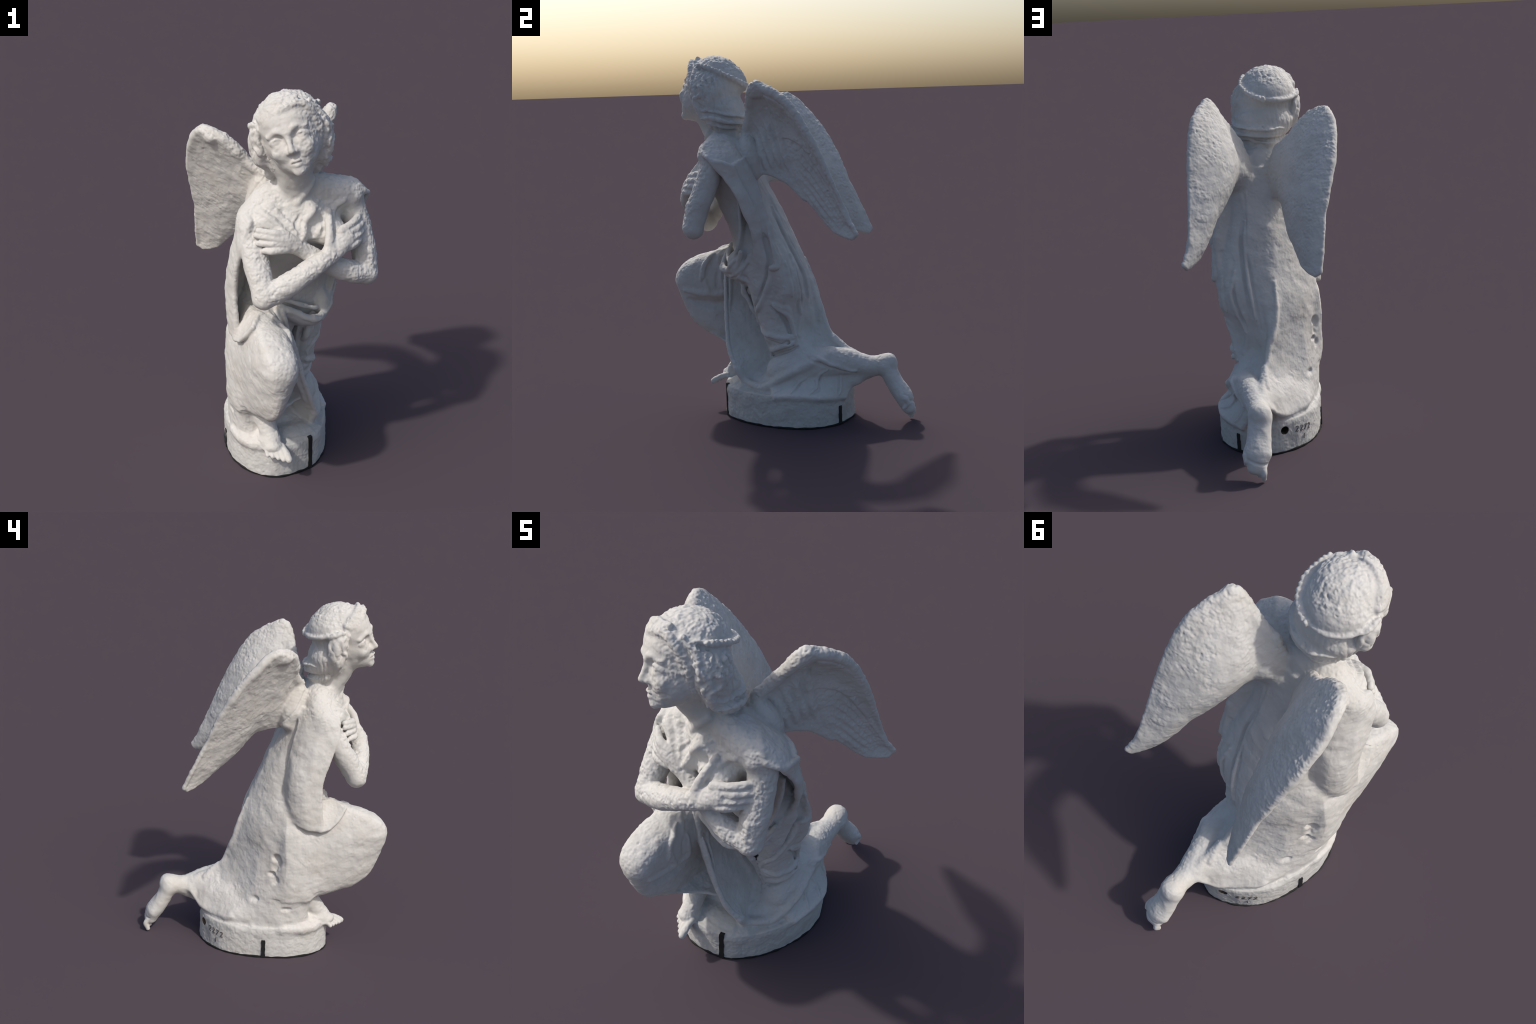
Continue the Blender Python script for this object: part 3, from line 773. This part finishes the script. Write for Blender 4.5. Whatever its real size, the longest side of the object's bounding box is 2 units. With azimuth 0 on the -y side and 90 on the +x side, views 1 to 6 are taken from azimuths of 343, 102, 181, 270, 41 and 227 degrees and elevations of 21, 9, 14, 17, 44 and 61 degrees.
disp -= rough * wmask * np.clip(perlin(verts, 0.017, 7) - 0.25, 0, 1) * 0.012
# combed strands of hair below the braid
hp = verts - V(-.03, -.35, 0)
th = np.arctan2(hp[:, 1], hp[:, 0])
flow = th * 15 + 2.2 * perlin(verts, .07, 11) + 9 * (verts[:, 2] - 1.75) + perlin(verts, .03, 12)
comb = np.abs(np.sin(flow)) ** 0.7 - .6
below = np.clip((1.87 + .35 * (hp[:, 0]) - verts[:, 2]) / .03, 0, 1) * np.clip((.1 - hp[:, 1]) / .08, .25, 1)
disp += np.where(vl == PID["hair"], comb * below * .006, 0)
verts = verts + nrm * disp[:, None]
verts[:, 2] = np.maximum(verts[:, 2], 0.0)


# ------------------------------------------------------------------ materials
def plaster(name, base, tint, stain, dirt=0.35, bump=0.25):
    m = bpy.data.materials.new(name)
    m.use_nodes = True
    nt = m.node_tree
    b = nt.nodes["Principled BSDF"]
    tc = nt.nodes.new("ShaderNodeTexCoord")

    def noise(scale, detail, rough_=0.6):
        n = nt.nodes.new("ShaderNodeTexNoise")
        n.inputs["Scale"].default_value = scale
        n.inputs["Detail"].default_value = detail
        n.inputs["Roughness"].default_value = rough_
        nt.links.new(tc.outputs["Object"], n.inputs["Vector"])
        return n.outputs["Fac"]

    def ramp(src, lo, hi):
        r = nt.nodes.new("ShaderNodeValToRGB")
        r.color_ramp.elements[0].position, r.color_ramp.elements[1].position = lo, hi
        nt.links.new(src, r.inputs["Fac"])
        return r.outputs["Color"]

    def mix(fac, a, c):
        n = nt.nodes.new("ShaderNodeMix")
        n.data_type = "RGBA"
        nt.links.new(fac, n.inputs["Factor"]) if not isinstance(fac, float) else setattr(n.inputs["Factor"], "default_value", fac)
        for s, v in ((n.inputs[6], a), (n.inputs[7], c)):
            nt.links.new(v, s) if hasattr(v, "links") else setattr(s, "default_value", (*v, 1))
        return n.outputs[2]

    col = mix(ramp(noise(9, 5), 0.42, 0.68), base, tint)
    tan = nt.nodes.new("ShaderNodeMath")
    tan.operation = "MULTIPLY"
    nt.links.new(ramp(noise(3.2, 6, 0.65), 0.50, 0.75), tan.inputs[0])
    tan.inputs[1].default_value = 0.35
    col = mix(tan.outputs[0], col, (0.48, 0.43, 0.365))
    fac = nt.nodes.new("ShaderNodeMath")
    fac.operation = "MULTIPLY"
    nt.links.new(ramp(noise(28, 6, 0.7), 0.56, 0.78), fac.inputs[0])
    fac.inputs[1].default_value = dirt
    col = mix(fac.outputs[0], col, stain)
    nt.links.new(col, b.inputs["Base Color"])
    b.inputs["Roughness"].default_value = 0.82
    b.inputs["Specular IOR Level"].default_value = 0.25
    bp = nt.nodes.new("ShaderNodeBump")
    bp.inputs["Strength"].default_value = bump
    bp.inputs["Distance"].default_value = 0.003
    nt.links.new(noise(140, 4, 0.65), bp.inputs["Height"])
    nt.links.new(bp.outputs["Normal"], b.inputs["Normal"])
    return m


def plain(name, col, rough_=0.6):
    m = bpy.data.materials.new(name)
    m.use_nodes = True
    nt = m.node_tree
    b = nt.nodes["Principled BSDF"]
    n = nt.nodes.new("ShaderNodeTexNoise")
    n.inputs["Scale"].default_value = 60
    r = nt.nodes.new("ShaderNodeValToRGB")
    r.color_ramp.elements[0].color = (*[c * 0.7 for c in col], 1)
    r.color_ramp.elements[1].color = (*[c * 1.4 for c in col], 1)
    nt.links.new(n.outputs["Fac"], r.inputs["Fac"])
    nt.links.new(r.outputs["Color"], b.inputs["Base Color"])
    b.inputs["Roughness"].default_value = rough_
    return m


white = plaster("weathered_plaster", (0.61, 0.598, 0.575), (0.555, 0.54, 0.51), (0.43, 0.41, 0.375), 0.3)
base_white = plaster("plinth_plaster", (0.54, 0.535, 0.515), (0.48, 0.475, 0.455), (0.37, 0.36, 0.335), 0.4)
black = plain("black_tape", (0.012, 0.013, 0.014), 0.5)
ink = plain("faded_ink", (0.10, 0.095, 0.09), 0.7)
hole = plain("dark_bore", (0.10, 0.075, 0.055), 0.9)

# ------------------------------------------------------------------ objects
root = bpy.data.objects.new("angel_statue", None)
bpy.context.scene.collection.objects.link(root)
root["label"] = "white weathered plaster angel kneeling with crossed arms on plinth"
root["category"] = "statue"


def link(o, parent_):
    bpy.context.scene.collection.objects.link(o)
    o.parent = parent_
    return o


whole = bpy.data.meshes.new("whole")
whole.from_pydata(verts.tolist(), [], quads.tolist())
whole.update()
vn = np.zeros(len(verts) * 3, np.float32)
whole.vertex_normals.foreach_get("vector", vn)
vn = vn.reshape(-1, 3)
bpy.data.meshes.remove(whole)


def piece(name, mask, mat, parent_=root):
    q = quads[mask]
    u = np.unique(q)
    rm = np.full(len(verts), -1)
    rm[u] = np.arange(len(u))
    me = bpy.data.meshes.new(name)
    me.from_pydata(verts[u].tolist(), [], rm[q].tolist())
    me.polygons.foreach_set("use_smooth", np.ones(len(q), bool))
    me.update()
    me.normals_split_custom_set_from_vertices(vn[u].tolist())
    me.materials.append(mat)
    return link(bpy.data.objects.new(name, me), parent_)


made = {}
for p in PARTS:
    m = flab == PID[p]
    if m.any():
        made[p] = piece(NAMES[p], m, base_white if p == "plinth" else hole if p == "bore" else white,
                        made["plinth"] if p == "bore" else root)
plinth = made["plinth"]

# ------------------------------------------------------------------ marks on the plinth
edge = spline(BASE, 24, closed=True)
ang = np.arctan2(edge[:, 1] + .01, edge[:, 0])
order = np.argsort(ang)
ang_s, rad_s = ang[order], np.hypot(edge[:, 0], edge[:, 1] + .01)[order]


def rim(a, off=0.0):
    r = np.interp(a, ang_s, rad_s, period=2 * np.pi) + off
    return V(r * math.cos(a), r * math.sin(a) - .01)


def mesh(name, vs, fs, mat, parent_=plinth):
    me = bpy.data.meshes.new(name)
    me.from_pydata([tuple(map(float, v)) for v in vs], [], fs)
    me.materials.append(mat)
    me.update()
    return link(bpy.data.objects.new(name, me), parent_)


def strip(x, y, width, top, thick=.006):
    """black tape running up the wall of the plinth"""
    a0 = math.atan2(y + .01, x)
    da = width / 2 / math.hypot(x, y + .01)
    vs, fs, n = [], [], 7
    zs = np.linspace(0.0, top, 9)
    for j, z in enumerate(zs):
        for i in range(n):
            wob = 1 + .12 * math.sin(j * 2.1 + i)
            vs.append((*rim(a0 + da * (2 * i / (n - 1) - 1) * wob, thick), z))
    m = len(vs)
    for z in zs:
        for i in range(n):
            vs.append((*rim(a0 + da * (2 * i / (n - 1) - 1), -.012), z))
    for j in range(len(zs) - 1):
        for i in range(n - 1):
            q = j * n + i
            fs.append((q, q + 1, q + n + 1, q + n))
        fs.append((j * n, j * n + n, m + j * n + n, m + j * n))
        fs.append((j * n + n - 1, m + j * n + n - 1, m + j * n + 2 * n - 1, j * n + 2 * n - 1))
    for i in range(n - 1):
        q = (len(zs) - 1) * n + i
        fs.append((q, q + 1, m + q + 1, m + q))
    mesh("tape_strip", vs, fs, black)


strip(.087, -.350, .023, .186)
strip(.184, .311, .020, .104)
strip(-.277, -.015, .022, .107)

# dark ragged line of tape under the foot of the plinth
K = 180
vs = []
for off, z in ((.004, 0.0), (.0045, .007), (-.02, .009), (-.02, 0.0)):
    for i in range(K):
        a = 2 * np.pi * i / K
        wob = (math.sin(7 * a) + math.sin(13 * a + 1) + math.sin(29 * a + 2)) * .0014
        p = rim(a, off + wob if off > 0 else off)
        vs.append((*p, z + (wob * .8 if off > 0 and z > 0 else 0)))
mesh("base_line", vs, [(r * K + i, r * K + (i + 1) % K, (r + 1) % 4 * K + (i + 1) % K, (r + 1) % 4 * K + i) for r in range(4) for i in range(K)], black)


def wall_text(body, a_mid, z, size):
    """painted number wrapped round the plinth wall"""
    cu = bpy.data.curves.new("number", "FONT")
    cu.body, cu.size, cu.align_x, cu.align_y = body, size, "CENTER", "CENTER"
    cu.extrude, cu.space_character, cu.shear = .0015, 1.25, .15
    tmp = bpy.data.objects.new("number", cu)
    bpy.context.scene.collection.objects.link(tmp)
    dg = bpy.context.evaluated_depsgraph_get()
    me = bpy.data.meshes.new_from_object(tmp.evaluated_get(dg))
    bpy.data.objects.remove(tmp)
    r = np.hypot(*(rim(a_mid) + V(0, .01)))
    for v in me.vertices:
        # lines drift with the hand that wrote them
        p = rim(a_mid + v.co.x / r, .0035 + v.co.z)
        v.co = (p[0], p[1], z + v.co.y - .13 * v.co.x)
    me.materials.clear()
    me.materials.append(ink)
    me.name = "number"
    link(bpy.data.objects.new("number", me), plinth)


wall_text("2272", math.atan2(.26, -.161), .106, .047)
wall_text("I", math.atan2(.262, -.165), .055, .042)
